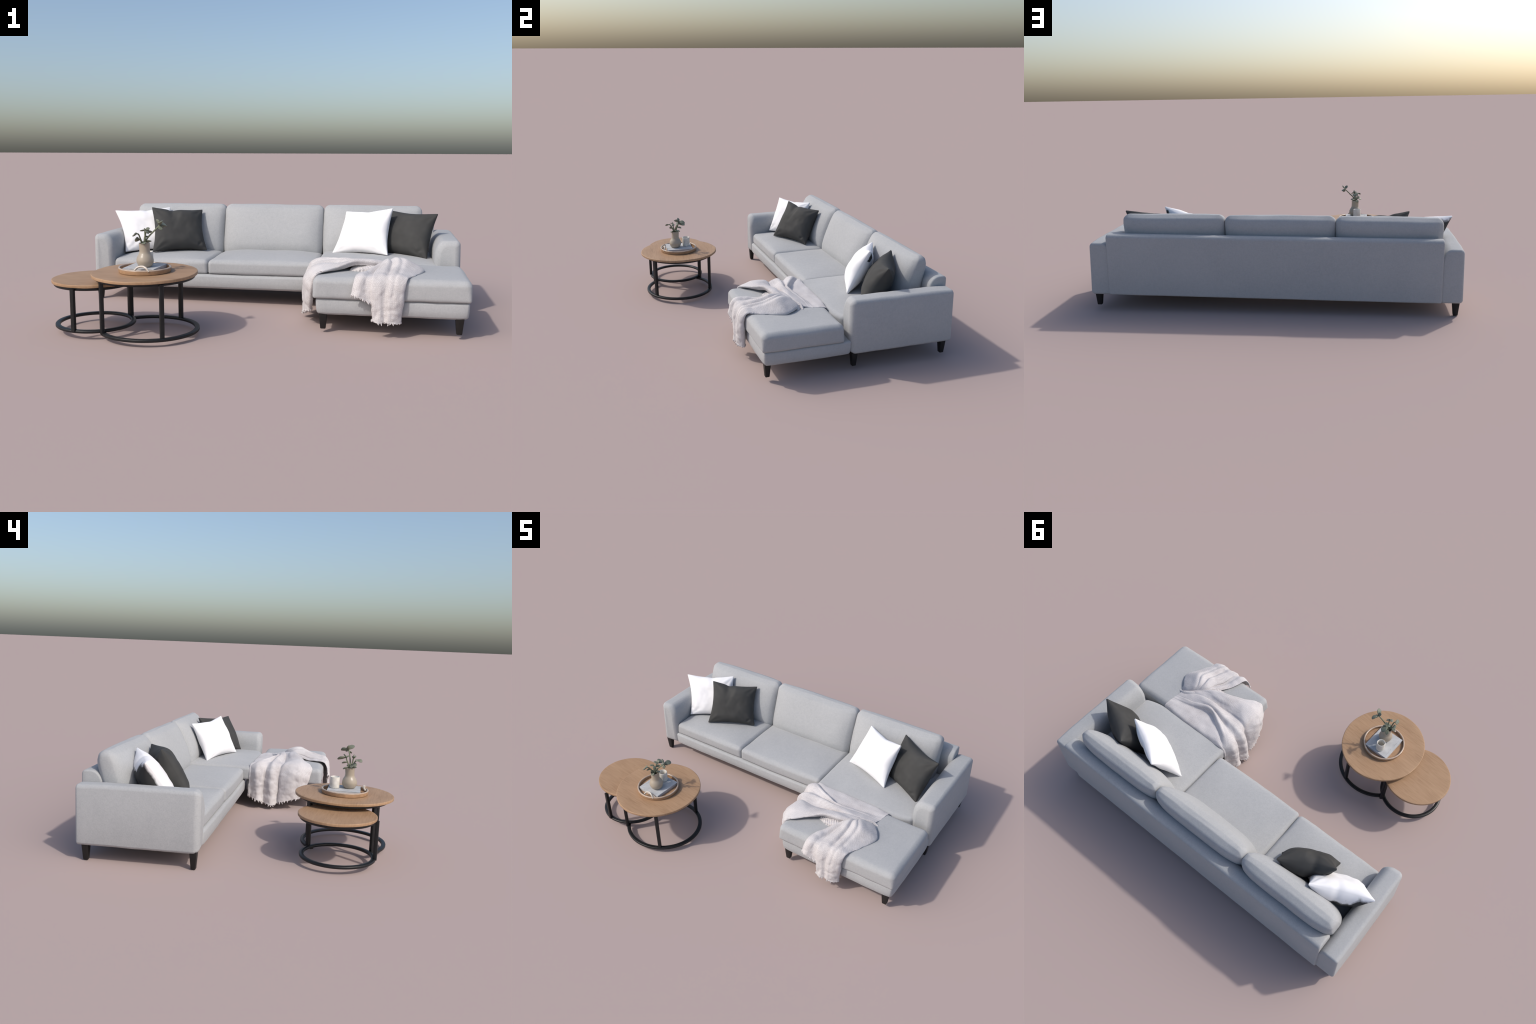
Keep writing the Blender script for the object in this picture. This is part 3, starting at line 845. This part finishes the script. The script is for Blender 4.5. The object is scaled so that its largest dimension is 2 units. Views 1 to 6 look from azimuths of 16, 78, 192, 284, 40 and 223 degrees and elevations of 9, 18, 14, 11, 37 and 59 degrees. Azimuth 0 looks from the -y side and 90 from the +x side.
rel = book_corners - bc
part("book_cover", *slab(rel, 0.0, 0.0022), BOOK_COVER, book, smooth=False)
part("page_block", *slab(rel * 0.985, 0.0022, 0.0150), PAPER, book, smooth=False)
part("book_cover", *slab(rel, 0.0150, 0.0178), BOOK_COVER, book, smooth=False)
spine = np.array([rel[3] * 1.0, rel[2] * 1.0, rel[2] + (rel[1] - rel[2]) * 0.03, rel[3] + (rel[0] - rel[3]) * 0.03])
part("book_spine", *slab(spine, 0.0021, 0.0151), BOOK_COVER, book, smooth=False)
# two lines of small worn lettering near the cover's edges (illegible strokes)
ex = (rel[1] - rel[0]) / np.linalg.norm(rel[1] - rel[0])
ey = (rel[3] - rel[0]) / np.linalg.norm(rel[3] - rel[0])
for base, run, n, size in ((0.012, (0.018, 0.062), 9, 0.0034), (0.012, (0.098, 0.140), 8, 0.0040), (0.125, (0.105, 0.120), 4, 0.004), (0.118, (0.132, 0.150), 4, 0.004)):
    strokes = []
    for k in range(n):
        along = run[0] + (run[1] - run[0]) * k / max(1, n - 1)
        w, h = size * RNG.uniform(0.5, 1.0), size * RNG.uniform(0.5, 1.1)
        c0 = rel[0] + ex * along + ey * (base + RNG.normal(0, 0.0006))
        pts = np.array([c0, c0 + ex * w * 0.45, c0 + ex * w * 0.45 + ey * h, c0 + ey * h])
        strokes.append(slab(pts, 0.0177, 0.0180, 0.0001))
    part("cover_lettering", *join(strokes), INK, book, smooth=False)["kind"] = "stuff"

VASE_MAT = plain("stoneware_glaze", (0.37, 0.315, 0.245), 0.35, 0.5, vary=0.06, scale=8)
VASE_C, VASE_Z = np.array([-0.3615, -0.546]), BOOK_Z + 0.0180
vase = top_level("vase", "beige stoneware bottle vase with a leafy succulent sprig", "vase", loc=(*VASE_C, VASE_Z))
outer = catmull([(0.022, 0.0), (0.031, 0.008), (0.0372, 0.026), (0.0335, 0.044), (0.0245, 0.060), (0.0228, 0.076), (0.0238, 0.102)], 40)
inner = [(0.0232, 0.1035), (0.0214, 0.1035), (0.0190, 0.100), (0.0185, 0.080), (0.018, 0.070)]
vv, vf = revolve(np.vstack([outer, inner]), (0, 0, 0), 64)
lean = np.array([-0.004, 0.003])
vv[:, :2] += lean * (vv[:, 2:3] / 0.103) ** 1.3
part("vase_body", vv, vf, VASE_MAT, vase, angle=60)

STEM = plain("pale_green_stem", (0.17, 0.185, 0.12), 0.6, 0.3, vary=0.2)
LEAF = leaf_mat()
stems = [  # world points: mouth of vase outward
    [(-0.366, -0.544, 0.395), (-0.352, -0.542, 0.425), (-0.325, -0.535, 0.455), (-0.303, -0.527, 0.478), (-0.299, -0.525, 0.486)],
    [(-0.368, -0.540, 0.395), (-0.368, -0.533, 0.425), (-0.367, -0.524, 0.445), (-0.363, -0.520, 0.462)],
    [(-0.370, -0.548, 0.395), (-0.375, -0.560, 0.425), (-0.377, -0.571, 0.444), (-0.382, -0.580, 0.449)],
    [(-0.370, -0.546, 0.395), (-0.377, -0.552, 0.415), (-0.383, -0.556, 0.424)],
    [(-0.364, -0.545, 0.395), (-0.357, -0.552, 0.425), (-0.355, -0.556, 0.452), (-0.354, -0.556, 0.462)],
]
for s in stems:
    c = catmull(np.array(s) - np.array([*VASE_C, VASE_Z]), 16)
    part("stem", *tube(c, np.linspace(0.0040, 0.0027, 16), 8), STEM, vase)


def leaf_shape(n=14, m=9):
    """Fleshy spoon-shaped leaf of unit length along +x, up +z."""
    rings = []
    for k in range(n + 1):
        x = k / n
        w = 0.06 + 0.33 * math.sin(math.pi * min(1, x**1.25)) ** 0.8 if k < n else 0.02
        th = 0.04 + 0.10 * math.sin(math.pi * x) ** 0.7 if k < n else 0.01
        a = np.linspace(0, TAU, 2 * m, endpoint=False)
        cup = 0.10 * (np.cos(a) ** 2) * (w / 0.35) - 0.12 * x * x
        rings.append(np.stack([np.full(len(a), x), w * np.cos(a), th * np.sin(a) + cup], 1))
    return oriented(*loft(rings))


LEAF_ME = build_mesh("leaf", *leaf_shape(), LEAF)


def leaf(base, tip, width=1.0, roll=0.0):
    b, t = np.array(base, float), np.array(tip, float)
    d = t - b
    L = np.linalg.norm(d)
    x = d / L
    L *= 1.1
    side = np.cross((0, 0, 1), x)
    if np.linalg.norm(side) < 0.2:
        side = np.array([0.6, -0.8, 0])
    side = side / np.linalg.norm(side)
    up = np.cross(x, side)
    y = math.cos(roll) * side + math.sin(roll) * up
    z = np.cross(x, y)
    M = Matrix([list(r) for r in np.stack([x * L, y * L * width, z * L], 1)]).to_4x4()
    M.translation = Vector(tuple(b - np.array([*VASE_C, VASE_Z])))
    add_object("leaf", LEAF_ME, vase, matrix=M)


tip = (-0.299, -0.525, 0.484)
leaf(tip, (-0.283, -0.548, 0.503), 0.9, 0.5)
leaf(tip, (-0.312, -0.524, 0.506), 1.0, 0.9)
leaf(tip, (-0.286, -0.489, 0.481), 0.85, 0.55)
leaf((-0.301, -0.527, 0.478), (-0.287, -0.538, 0.466), 1.0, 0.2)
leaf((-0.302, -0.525, 0.478), (-0.288, -0.512, 0.474), 1.1, -0.2)
s2 = (-0.366, -0.522, 0.455)
leaf(s2, (-0.369, -0.482, 0.449), 1.0, 0.3)
leaf(s2, (-0.382, -0.527, 0.460), 1.0, 0.0)
leaf(s2, (-0.352, -0.532, 0.462), 1.1, -0.4)
leaf(s2, (-0.358, -0.510, 0.468), 1.0, 0.6)
leaf((-0.368, -0.530, 0.432), (-0.366, -0.504, 0.428), 0.8, 0.2)
leaf((-0.381, -0.579, 0.449), (-0.390, -0.600, 0.443), 1.1, 0.5)
leaf((-0.380, -0.577, 0.449), (-0.398, -0.575, 0.446), 1.0, -0.5)
leaf((-0.383, -0.556, 0.424), (-0.393, -0.575, 0.424), 1.2, 0.9)
leaf((-0.381, -0.555, 0.420), (-0.402, -0.552, 0.414), 1.0, 0.3)
leaf((-0.355, -0.556, 0.460), (-0.372, -0.566, 0.462), 1.0, 0.2)
leaf((-0.355, -0.556, 0.460), (-0.338, -0.556, 0.450), 1.1, 0.1)
leaf((-0.355, -0.556, 0.455), (-0.356, -0.556, 0.470), 0.8, 0.9)
leaf((-0.362, -0.536, 0.408), (-0.338, -0.536, 0.416), 1.1, -0.3)
leaf((-0.372, -0.536, 0.408), (-0.382, -0.512, 0.402), 0.9, 0.2)
leaf((-0.366, -0.556, 0.406), (-0.350, -0.572, 0.408), 1.0, 0.3)

MUG_C, MUG_Z = (-0.383, -0.4755), BOOK_Z + 0.0180
mug = top_level("mug", "small cream ceramic tumbler", "mug", loc=(*MUG_C, MUG_Z))
m = Nodes("cream_ceramic", 0.4, 0.5)
m.colour(m.ramp(m.noise(45, 4), [(0.3, (0.56, 0.53, 0.47)), (0.6, (0.70, 0.67, 0.61)), (0.8, (0.80, 0.76, 0.69))]))
part("tumbler", *revolve([(0.02, 0), (0.0225, 0.001), (0.0236, 0.004), (0.0238, 0.030), (0.0240, 0.052), (0.0232, 0.0555), (0.0212, 0.0560), (0.0192, 0.053), (0.0186, 0.030), (0.0182, 0.010), (0.010, 0.008)], (0, 0, 0), 48), m.mat, mug, angle=60)
